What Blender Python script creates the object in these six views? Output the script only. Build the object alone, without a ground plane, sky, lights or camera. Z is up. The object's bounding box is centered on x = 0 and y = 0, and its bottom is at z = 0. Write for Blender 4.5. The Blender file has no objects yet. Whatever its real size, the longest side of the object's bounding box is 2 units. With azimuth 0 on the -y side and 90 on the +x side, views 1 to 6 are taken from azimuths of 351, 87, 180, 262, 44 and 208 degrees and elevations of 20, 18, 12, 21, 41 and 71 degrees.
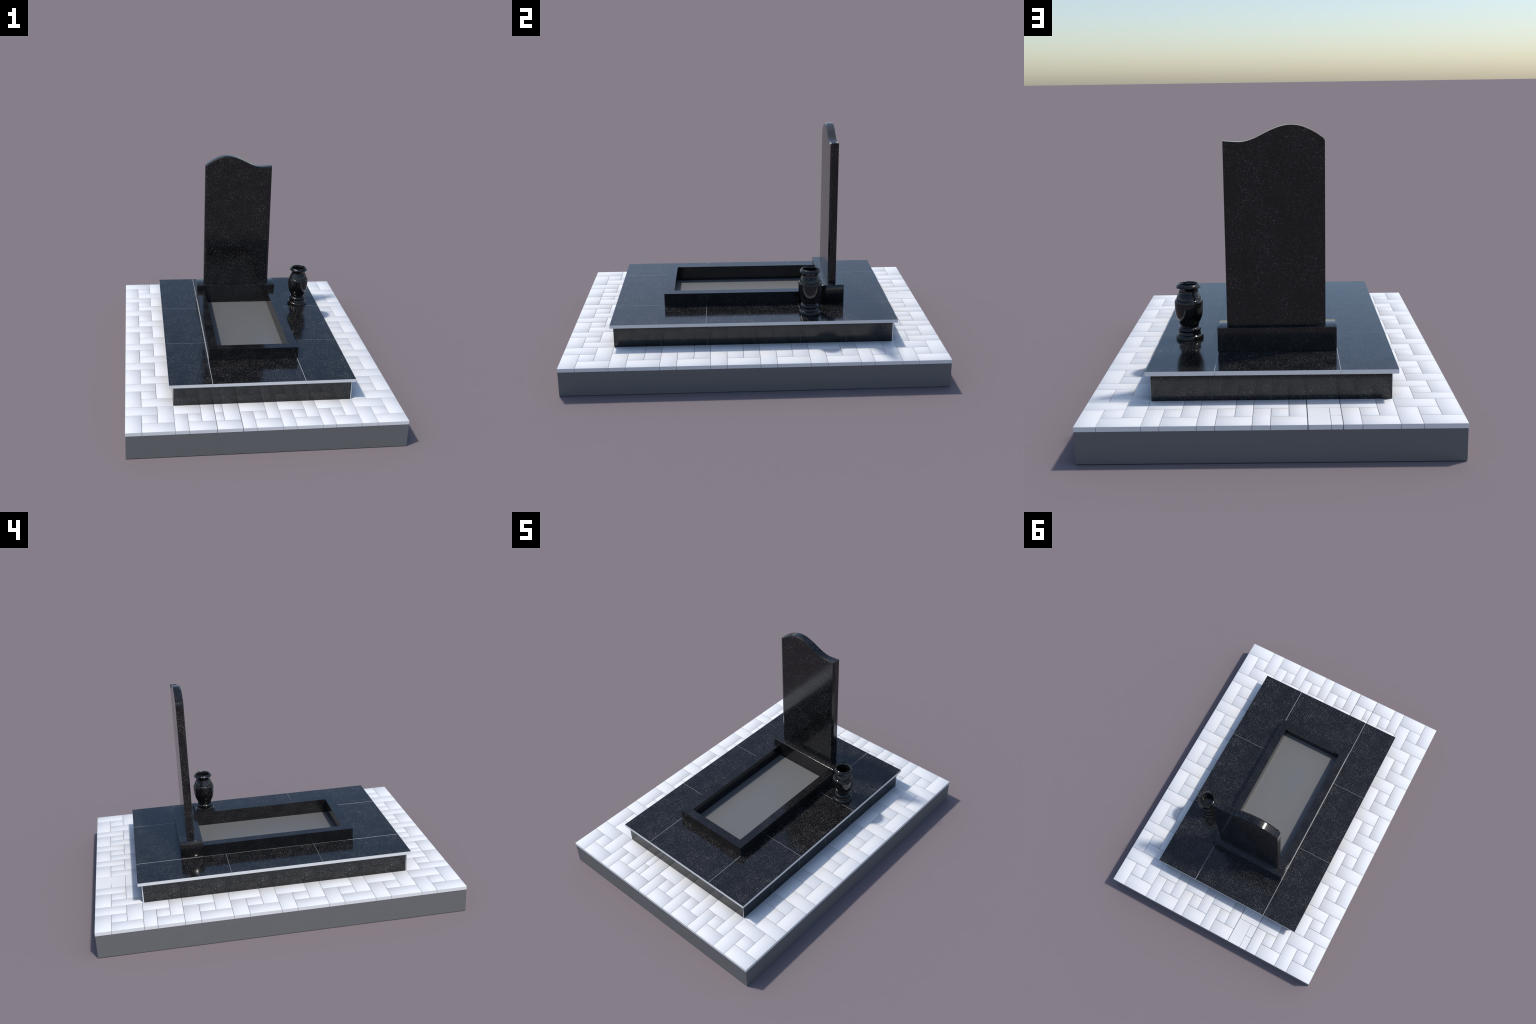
# A polished black granite grave monument: concrete foundation, white block
# paving, tiled platform, headstone with a wave-shaped top on a low stand, a
# flower bed border with flat grey fill, and a turned flower vase.
import bpy, bmesh, math
from mathutils import Vector

# ------------------------------------------------------------------ materials
def new_mat(name):
    m = bpy.data.materials.new(name)
    m.use_nodes = True
    nt = m.node_tree
    nt.nodes.clear()
    out = nt.nodes.new('ShaderNodeOutputMaterial')
    bs = nt.nodes.new('ShaderNodeBsdfPrincipled')
    nt.links.new(bs.outputs['BSDF'], out.inputs['Surface'])
    return m, nt, bs

def plain(name, col, rough, spec=0.5, grain=0.0):
    m, nt, bs = new_mat(name)
    bs.inputs['Roughness'].default_value = rough
    bs.inputs['Specular IOR Level'].default_value = spec
    if grain <= 0:
        bs.inputs['Base Color'].default_value = (*col, 1)
        return m
    tc = nt.nodes.new('ShaderNodeTexCoord')
    nz = nt.nodes.new('ShaderNodeTexNoise')
    nz.inputs['Scale'].default_value = 90
    nz.inputs['Detail'].default_value = 4
    cr = nt.nodes.new('ShaderNodeValToRGB')
    cr.color_ramp.elements[0].position = 0.3
    cr.color_ramp.elements[1].position = 0.7
    cr.color_ramp.elements[0].color = (*[c * (1 - grain) for c in col], 1)
    cr.color_ramp.elements[1].color = (*[c * (1 + grain) for c in col], 1)
    nt.links.new(tc.outputs['Object'], nz.inputs['Vector'])
    nt.links.new(nz.outputs['Fac'], cr.inputs['Fac'])
    nt.links.new(cr.outputs['Color'], bs.inputs['Base Color'])
    return m

def granite(name, rough, gain=1.0, fine_gain=1.0, k=1.0):
    """Near-black stone with grey-blue and brown mineral specks."""
    m, nt, bs = new_mat(name)
    N, L = nt.nodes.new, nt.links.new
    bs.inputs['Roughness'].default_value = rough
    tc = N('ShaderNodeTexCoord')

    def math_node(op, a, b=None):
        n = N('ShaderNodeMath'); n.operation = op
        for i, v in enumerate((a, b)):
            if v is None:
                continue
            if isinstance(v, (int, float)):
                n.inputs[i].default_value = v
            else:
                L(v, n.inputs[i])
        return n.outputs[0]

    def layer(scale, size, power, offset):
        """grains: cell seeds with a random brightness, few of them strong"""
        mp = N('ShaderNodeMapping')
        mp.inputs['Location'].default_value = offset
        L(tc.outputs['Object'], mp.inputs['Vector'])
        vo = N('ShaderNodeTexVoronoi')
        vo.inputs['Scale'].default_value = scale
        L(mp.outputs['Vector'], vo.inputs['Vector'])
        sp = N('ShaderNodeSeparateColor')
        L(vo.outputs['Color'], sp.inputs['Color'])
        mr = N('ShaderNodeMapRange')
        mr.interpolation_type = 'SMOOTHSTEP'
        mr.inputs['From Min'].default_value = size
        mr.inputs['From Max'].default_value = size * 0.4
        L(vo.outputs['Distance'], mr.inputs['Value'])
        pw = math_node('POWER', sp.outputs['Red'], power)
        return math_node('MULTIPLY', mr.outputs['Result'], pw), sp.outputs['Green']

    big, hue = layer(205 * k, 0.50, 6.0, (0.13, 0.37, 0.71))
    fine, hue2 = layer(330 * k, 0.66, 2.5, (1.7, 0.2, 0.9))
    # slow cloudiness in the density of the specks
    cl = N('ShaderNodeTexNoise')
    cl.inputs['Scale'].default_value = 12
    cl.inputs['Detail'].default_value = 2
    L(tc.outputs['Object'], cl.inputs['Vector'])
    cm = N('ShaderNodeMapRange')
    cm.inputs['From Min'].default_value = 0.35
    cm.inputs['From Max'].default_value = 0.65
    cm.inputs['To Min'].default_value = 0.45
    cm.inputs['To Max'].default_value = 1.35
    L(cl.outputs['Fac'], cm.inputs['Value'])

    def tint(h):
        r = N('ShaderNodeValToRGB')
        r.color_ramp.interpolation = 'LINEAR'
        e = r.color_ramp.elements
        e[0].position, e[0].color = 0.25, (0.88, 0.90, 0.94, 1)
        e[1].position, e[1].color = 0.90, (1.00, 0.76, 0.64, 1)
        mid = e.new(0.6); mid.color = (0.96, 0.91, 0.88, 1)
        L(h, r.inputs['Fac'])
        return r.outputs['Color']

    def scaled(col, fac, amount):
        f = math_node('MULTIPLY', math_node('MULTIPLY', fac, amount), cm.outputs['Result'])
        v = N('ShaderNodeVectorMath'); v.operation = 'SCALE'
        L(col, v.inputs[0]); L(f, v.inputs['Scale'])
        return v.outputs['Vector']

    a = N('ShaderNodeVectorMath'); a.operation = 'ADD'
    L(scaled(tint(hue), big, 0.20 * gain), a.inputs[0])
    L(scaled(tint(hue2), fine, 0.075 * fine_gain), a.inputs[1])
    b = N('ShaderNodeVectorMath'); b.operation = 'ADD'
    L(a.outputs['Vector'], b.inputs[0])
    b.inputs[1].default_value = (0.0038, 0.0038, 0.0040)
    L(b.outputs['Vector'], bs.inputs['Base Color'])
    return m

CONCRETE = plain('concrete', (0.158, 0.158, 0.158), 0.6, 0.35)
FILL = plain('grey_fill', (0.150, 0.150, 0.148), 0.42, 0.5)
PAVER = plain('white_paving', (0.80, 0.80, 0.80), 0.75, 0.15)
CORE = plain('white_tile_body', (0.68, 0.68, 0.68), 0.75, 0.15)
GROUT = plain('pale_grout', (0.52, 0.52, 0.52), 0.8, 0.1)
BED = plain('mortar_bed', (0.36, 0.36, 0.36), 0.9, 0.1)
TILE = granite('granite_tile', 0.125)
SKIRT = granite('granite_skirting', 0.14, 0.75, 0.5)
STONE = granite('polished_granite', 0.115, 0.66, 0.68, 0.88)
BORDER = granite('border_granite', 0.11, 0.45, 0.8, 1.35)
VASE = granite('turned_granite', 0.07, 0.5, 0.6, 1.2)

# ------------------------------------------------------------------- builders
ROOT = bpy.data.objects.new('grave_monument', None)
bpy.context.scene.collection.objects.link(ROOT)
ROOT['label'] = 'polished black granite grave monument on white paving'
ROOT['category'] = 'grave monument'

def add(name, mesh, parent=ROOT, loc=(0, 0, 0)):
    ob = bpy.data.objects.new(name, mesh)
    bpy.context.scene.collection.objects.link(ob)
    ob.parent = parent
    ob.location = Vector(loc) - Vector(parent.location)   # loc is given in world space
    return ob

def finish(bm, name, mats, sharp_deg=None):
    bmesh.ops.recalc_face_normals(bm, faces=bm.faces)
    if sharp_deg is not None:
        lim = math.radians(sharp_deg)
        for f in bm.faces:
            f.smooth = True
        for e in bm.edges:
            e.smooth = len(e.link_faces) == 2 and e.calc_face_angle(0) < lim
    me = bpy.data.meshes.new(name)
    bm.to_mesh(me)
    bm.free()
    for m in mats:
        me.materials.append(m)
    return me

def box_mesh(name, size, mats, chamfer=0.0, tilt=None, face_mat=None):
    """Block centred on its origin.  chamfer: width of the bevelled edges.
    tilt: {(axis, sign): (degrees along u, degrees along v)} softens that face so
    that it is shaded slightly pillowed, as a bevelled, smooth-shaded block is.
    face_mat(axis, sign) -> material slot."""
    bm = bmesh.new()
    bmesh.ops.create_cube(bm, size=1.0)
    for v in bm.verts:
        v.co = Vector(c * s for c, s in zip(v.co, size))
    if chamfer:
        bmesh.ops.bevel(bm, geom=bm.edges[:], offset=chamfer, segments=1,
                        affect='EDGES', profile=0.5)
    bmesh.ops.recalc_face_normals(bm, faces=bm.faces)
    bm.faces.ensure_lookup_table()
    keys = []
    for f in bm.faces:
        n = f.normal
        ax = max(range(3), key=lambda i: abs(n[i]))
        main = abs(n[ax]) > 0.99
        key = (ax, 1 if n[ax] > 0 else -1)
        keys.append(key if main else None)
        if face_mat:
            f.material_index = face_mat(*key)
    me = finish(bm, name, mats)
    if tilt:
        for p in me.polygons:
            p.use_smooth = True
        # every corner belongs to one main face; the narrow bevels borrow its normal
        corner = {}
        for p, key in zip(me.polygons, keys):
            if key:
                for vi in p.vertices:
                    co = me.vertices[vi].co
                    n = p.normal.copy()
                    if key in tilt:
                        u, v = [i for i in range(3) if i != key[0]]
                        n[u] += math.tan(math.radians(tilt[key][0])) * (1 if co[u] > 0 else -1)
                        n[v] += math.tan(math.radians(tilt[key][1])) * (1 if co[v] > 0 else -1)
                    corner[vi] = n.normalized()
        me.normals_split_custom_set([corner[l.vertex_index] for l in me.loops])
    return me

def block(name, x0, x1, y0, y1, z0, z1, mats, parent=ROOT, **kw):
    me = box_mesh(name, (x1 - x0, y1 - y0, z1 - z0), mats, **kw)
    return add(name, me, parent, ((x0 + x1) / 2, (y0 + y1) / 2, (z0 + z1) / 2))

# ----------------------------------------------------- concrete and paving
HX, HY = 0.7405, 1.0          # half extents of the paving
foundation = block('foundation', -0.7392, 0.7392, -0.9993, 0.9988, 0.0, 0.130, [CONCRETE])

PZ0, PZ1 = 0.1302, 0.150
SX, SY, SF = 0.4868, 0.7422, 0.7452       # outer faces of the skirting above
PLINTH_SIDE = None
GAP = 0.0016
paver_cache = {}

def paver(x0, x1, y0, y1, flat=False, gaps=(GAP,) * 4):
    """One paving block between the joint lines; blocks on the rim stay flush."""
    gl, gr, gb, gt = gaps
    x0 += 0 if x0 <= -HX else gl / 2
    x1 -= 0 if x1 >= HX else gr / 2
    y0 += 0 if y0 <= -HY else gb / 2
    y1 -= 0 if y1 >= HY else gt / 2
    if PLINTH_SIDE:                     # blocks that meet the skirting butt against it
        sx, sy = PLINTH_SIDE
        x0, x1 = (SX - 0.0002, x1) if sx > 0 and x0 < XR[0] + 0.002 else (x0, x1)
        x0, x1 = (x0, -SX + 0.0002) if sx < 0 and x1 > -XR[0] - 0.002 else (x0, x1)
        y0, y1 = (y0, -SF + 0.0002) if sy < 0 and y1 > YF[3] - 0.002 else (y0, y1)
        y0, y1 = (SY - 0.0002, y1) if sy > 0 and y0 < YB[0] + 0.002 else (y0, y1)
    key = (round(x1 - x0, 4), round(y1 - y0, 4), flat)
    if key not in paver_cache:
        tilt = None if flat else {(2, 1): (PILLOW, PILLOW)}
        paver_cache[key] = box_mesh('paving_stone', (x1 - x0, y1 - y0, PZ1 - PZ0), [PAVER],
                                    chamfer=0.0006, tilt=tilt)
    add('paving_stone', paver_cache[key], foundation,
        ((x0 + x1) / 2, (y0 + y1) / 2, (PZ0 + PZ1) / 2))

PILLOW = 20.0

def pinwheel(xs, ys):
    """Four 2:1 blocks turning round a square one; xs, ys = four joint lines."""
    x, y = xs, ys
    paver(x[1], x[3], y[0], y[1])      # low strip, right two thirds
    paver(x[2], x[3], y[1], y[3])      # right column
    paver(x[0], x[2], y[2], y[3])      # high strip, left two thirds
    paver(x[0], x[1], y[0], y[2])      # left column
    paver(x[1], x[2], y[1], y[2])      # middle square

def thirds(a, b):
    return [a, a + (b - a) / 3, a + (b - a) * 2 / 3, b]

XR = [0.4880, 0.5735, 0.6560, HX]      # joint lines across the right border
XL = [-v for v in reversed(XR)]
YF = [-HY, -0.9140, -0.8320, -0.7465]  # across the front border
YB = [-v for v in reversed(YF)]
for xs in (XL, XR):
    for ys in (YF, YB):
        pinwheel(xs, ys)
# long borders: five full repeats of 0.256 and one shortened one at the back
ycells = [(-0.7465 + 0.256 * i, -0.7465 + 0.256 * (i + 1)) for i in range(5)] + [(0.5335, 0.7465)]
for a, b in ycells:
    for xs in (XL, XR):
        PLINTH_SIDE = (-1 if xs is XL else 1, 0)
        pinwheel(xs, thirds(a, b))
# short borders: repeats of 0.209 with one cut cell between wide joints
xcells = [(0.279, 0.488), (0.070, 0.279), (-0.139, 0.070), (-0.488, -0.2735)]
for a, b in xcells:
    for ys in (YF, YB):
        PLINTH_SIDE = (0, -1 if ys is YF else 1)
        pinwheel(thirds(a, b), ys)
W = 0.0042
cx0, cm, cx1 = -0.2735, -0.2275, -0.1395
wl, wr = (W, GAP, GAP, GAP), (GAP, W, GAP, GAP)
PLINTH_SIDE = (0, -1)
paver(cx0, cx1, YF[0], YF[1], gaps=(W, W, GAP, GAP))
paver(cx0, cm, YF[1], YF[2], gaps=wl)
paver(cx0, cm, YF[2], YF[3], gaps=wl)
paver(cm, cx1, YF[1], YF[3], gaps=wr)
PLINTH_SIDE = (0, 1)
paver(cx0, cx1, YB[0], YB[1], flat=True, gaps=(W, W, GAP, GAP))
paver(cx0, cm, YB[1], YB[2], flat=True, gaps=wl)
paver(cx0, cm, YB[2], YB[3], flat=True, gaps=wl)
paver(cm, cx1, YB[1], YB[3], flat=True, gaps=wr)

# ------------------------------------------------------ plinth with skirting
TH = 0.0065                   # their thickness
Z0, Z1 = 0.1495, 0.2630
plinth = block('plinth', -SX + 0.005, SX - 0.005, -SF + 0.005, SY - 0.005, 0.131, 0.2450, [BED])

def skirting(x0, x1, y0, y1, axis, sign, white=()):
    """white: (axis, sign) of the ends where the pale tile body shows."""
    fm = lambda a, s: 1 if (a, s) in white else (2 if a != axis else 0)
    block('skirting_tile', x0, x1, y0, y1, Z0, Z1, [SKIRT, CORE, BED], plinth, face_mat=fm)

J = 0.0010                    # half joint between skirting tiles
def run(a, b, n):
    w = (b - a) / n
    return [(a + i * w + (J if i else 0), a + (i + 1) * w - (J if i < n - 1 else 0)) for i in range(n)]

last = 3
for i, (a, b) in enumerate(run(-SX, SX - 0.0040, 4)):              # front
    skirting(a, b, -SF, -SF + TH, 1, -1)
for i, (a, b) in enumerate(run(-SX + 0.0015, SX - 0.0015, 4)):     # back
    skirting(a, b, SY - TH, SY, 1, 1, [(0, -1)] * (i == 0) + [(0, 1)] * (i == last))
for i, (a, b) in enumerate(run(-SF, SY - TH + 0.0008, 6)):         # right
    skirting(SX - TH, SX, a, b, 0, 1, [(1, -1)] * (i == 0) + [(1, 1)] * (i == 5))
for i, (a, b) in enumerate(run(-SF + TH, SY - TH + 0.0008, 6)):    # left
    skirting(-SX, -SX + TH, a, b, 0, -1, [(1, 1)] * (i == 5))

# -------------------------------------------------------- tiled platform top
PX0, PX1, PY = -0.5100, 0.5030, 0.7612
TZ0, TZ1 = 0.2625, 0.2805
GX = (-0.2784, 0.2268)        # joint lines running front to back
GY = (-0.2573, 0.2522)        # joint lines running across
GZ = TZ1 - 0.0012
platform_me = bmesh.new()
def strip(x0, x1, y0, y1):
    g = bmesh.ops.create_cube(platform_me, size=1.0)
    for v in g['verts']:
        v.co = Vector(((x0 + x1) / 2 + v.co.x * (x1 - x0), (y0 + y1) / 2 + v.co.y * (y1 - y0),
                       (TZ0 + 0.0004 + GZ) / 2 + v.co.z * (GZ - TZ0 - 0.0004)))
e = 0.0012
for gx in GX:
    strip(gx - 0.004, gx + 0.004, -PY + e, PY - e)
for gy in GY:
    strip(PX0 + e, GX[0] - 0.004, gy - 0.0035, gy + 0.0035)
    strip(GX[1] + 0.004, PX1 - e, gy - 0.0035, gy + 0.0035)
platform = add('platform_grout', finish(platform_me, 'platform_grout', [GROUT]))

def platform_tile(x0, x1, y0, y1):
    block('platform_tile', x0, x1, y0, y1, TZ0, TZ1, [TILE, CORE], platform,
          face_mat=lambda a, s: 0 if (a, s) == (2, 1) else 1)
jl, jr, jy = 0.0012, 0.0011, 0.0006
ys = [-PY, GY[0], GY[1], PY]
for i in range(3):
    a = ys[i] + (jy if i else 0)
    b = ys[i + 1] - (jy if i < 2 else 0)
    platform_tile(PX0, GX[0] - jl, a, b)
    platform_tile(GX[1] + jr, PX1, a, b)
platform_tile(GX[0] + jl, GX[1] - jr, -PY, -0.4600)     # in front of the bed
platform_tile(GX[0] + jl, GX[1] - jr, 0.4200, PY)       # behind the bed

# ------------------------------------------------------------- flower bed
CX0, CX1, CY0 = -0.2763, 0.2313, -0.4905
IX0, IX1, IY0 = -0.2265, 0.1800, -0.4385
SYF, SYB = 0.3803, 0.5065     # front and back of the stand
CZ = 0.3490
outline = [(CX0, CY0), (CX1, CY0), (CX1, SYF + 0.003), (IX1, SYF + 0.003), (IX1, IY0),
           (IX0, IY0), (IX0, SYF + 0.003), (CX0, SYF + 0.003)]
bm = bmesh.new()
f = bm.faces.new([bm.verts.new((x, y, 0.2455)) for x, y in outline])
ext = bmesh.ops.extrude_face_region(bm, geom=[f])
for v in ext['geom']:
    if isinstance(v, bmesh.types.BMVert):
        v.co.z = CZ
# the fourth side runs low, under the front of the headstone base
g = bmesh.ops.create_cube(bm, size=1.0)
for v in g['verts']:
    v.co = Vector(((IX0 + IX1) / 2 + v.co.x * (IX1 - IX0 + 0.02), SYF + 0.0104 + v.co.y * 0.02,
                   (0.2457 + TZ1 - 0.0006) / 2 + v.co.z * (TZ1 - 0.0006 - 0.2457)))
border = add('flower_bed_border', finish(bm, 'flower_bed_border', [BORDER]))
block('bed_fill', IX0 - 0.01, IX1 + 0.01, IY0 - 0.01, SYF + 0.02, 0.2452, 0.2643, [FILL])

# ------------------------------------------------------ stand and headstone
T = 21.0
block('headstone_base', -0.2766, 0.2316, SYF, SYB, TZ1 - 0.001, 0.3832, [BORDER], chamfer=0.0022,
      tilt={(0, 1): (T, T), (0, -1): (T, T), (2, 1): (0, 9)})

SX0, SX1 = -0.2307, 0.1917
YFR, YBK = 0.4205, 0.4645
CREST = -0.0034
wave = [(0.1917, 1.1740), (0.1633, 1.1713), (0.1292, 1.1692), (0.1056, 1.1708), (0.0845, 1.1757),
        (0.0580, 1.1852), (0.0316, 1.1980), (0.0052, 1.2110), (-0.0212, 1.2226), (-0.0474, 1.2315),
        (-0.0720, 1.2364), (-0.0919, 1.2376), (-0.1128, 1.2360), (-0.1400, 1.2294), (-0.1675, 1.2177),
        (-0.1936, 1.2032), (-0.2145, 1.1886), (-0.2232, 1.1824), (-0.2283, 1.1760), (-0.2307, 1.1668)]
wave = [(x, z + CREST) for x, z in wave]

def catmull(pts, n):
    out = []
    for i in range(len(pts) - 1):
        p = [Vector(pts[max(0, min(len(pts) - 1, i + k))]) for k in (-1, 0, 1, 2)]
        for j in range(n):
            t = j / n
            out.append(0.5 * ((2 * p[1]) + (p[2] - p[0]) * t + (2 * p[0] - 5 * p[1] + 4 * p[2] - p[3]) * t ** 2
                              + (3 * p[1] - p[0] - 3 * p[2] + p[3]) * t ** 3))
    out.append(Vector(pts[-1]))
    return out

ZB = 0.3825
prof = [Vector((SX1, ZB))] + catmull(wave, 5) + [Vector((SX0, ZB))]
# the front edge is ground off: 12 mm in from the sides, 7 mm down from the top
front = [Vector((min(max(p.x, SX0 + 0.012), SX1 - 0.012), max(p.y - 0.0069, ZB))) for p in prof]
LEAN = 0.0012                                           # the slab leans back a little
bm = bmesh.new()
rings = [[bm.verts.new((p.x, y + LEAN * (p.y - ZB), p.y)) for p in ps] for ps, y in
         ((front, YFR), (prof, YFR + 0.0082), (prof, YBK))]
n = len(prof)
for a, b in zip(rings, rings[1:]):
    for i in range(n):
        j = (i + 1) % n
        bm.faces.new((a[i], a[j], b[j], b[i]))
for ring in (rings[0], rings[-1]):                      # front and back in upright strips
    feet = {0: ring[0], n - 1: ring[-1]}
    for i in range(2, n - 2):
        feet[i] = bm.verts.new((ring[i].co.x, ring[0].co.y, ZB))
    order = [0] + list(range(2, n - 2)) + [n - 1]
    for a, b in zip(order, order[1:]):
        ta, tb = (a if a else 1), (b if b < n - 1 else n - 2)
        bm.faces.new([v for v in (feet[a], feet[b], ring[tb], ring[ta])])
bmesh.ops.remove_doubles(bm, verts=bm.verts, dist=1e-6)
bmesh.ops.dissolve_degenerate(bm, dist=1e-6, edges=bm.edges)
add('headstone', finish(bm, 'headstone', [STONE], 20))

# ------------------------------------------------------------- flower vase
VX, VY = 0.3728, 0.3018
turn = [(0.0001, 0.462), (0.0330, 0.462), (0.0350, 0.466), (0.0362, 0.485), (0.0366, 0.508), (0.0380, 0.5225),
        (0.0400, 0.5290), (0.0425, 0.5318), (0.0455, 0.5312), (0.0500, 0.5270), (0.0540, 0.5222),
        (0.0556, 0.5185), (0.0548, 0.5155), (0.0500, 0.5125), (0.0448, 0.5092), (0.0428, 0.5050),
        (0.0426, 0.5000), (0.0432, 0.4945), (0.0446, 0.4910), (0.0456, 0.4895), (0.0478, 0.4850),
        (0.0508, 0.4782), (0.0533, 0.4712), (0.0548, 0.4650), (0.0550, 0.4630), (0.0575, 0.4617),
        (0.0602, 0.4590), (0.0622, 0.4545), (0.0633, 0.4490), (0.0633, 0.4480), (0.0632, 0.4400), (0.0628, 0.4250),
        (0.0617, 0.4080), (0.0593, 0.3890), (0.0552, 0.3740), (0.0497, 0.3630), (0.0447, 0.3535),
        (0.0418, 0.3455), (0.0408, 0.3395), (0.0410, 0.3362), (0.0440, 0.3345), (0.0475, 0.3312),
        (0.0500, 0.3275), (0.0511, 0.3242), (0.0503, 0.3208), (0.0484, 0.3175), (0.0476, 0.3140),
        (0.0482, 0.3112), (0.0500, 0.3080), (0.0512, 0.3040), (0.0507, 0.3020), (0.0514, 0.3013), (0.0552, 0.2998), (0.0588, 0.2972),
        (0.0610, 0.2935), (0.0617, 0.2895), (0.0616, 0.2802)]
SEG = 96
bm = bmesh.new()
loops = [[bm.verts.new((r * math.cos(2 * math.pi * k / SEG), r * math.sin(2 * math.pi * k / SEG), z - TZ1))
          for k in range(SEG)] for r, z in turn]
for a, b in zip(loops, loops[1:]):
    for k in range(SEG):
        m = (k + 1) % SEG
        bm.faces.new((a[k], a[m], b[m], b[k]))
bm.faces.new(loops[0])
bm.faces.new(list(reversed(loops[-1])))
add('flower_vase', finish(bm, 'flower_vase', [VASE], 33), ROOT, (VX, VY, TZ1))
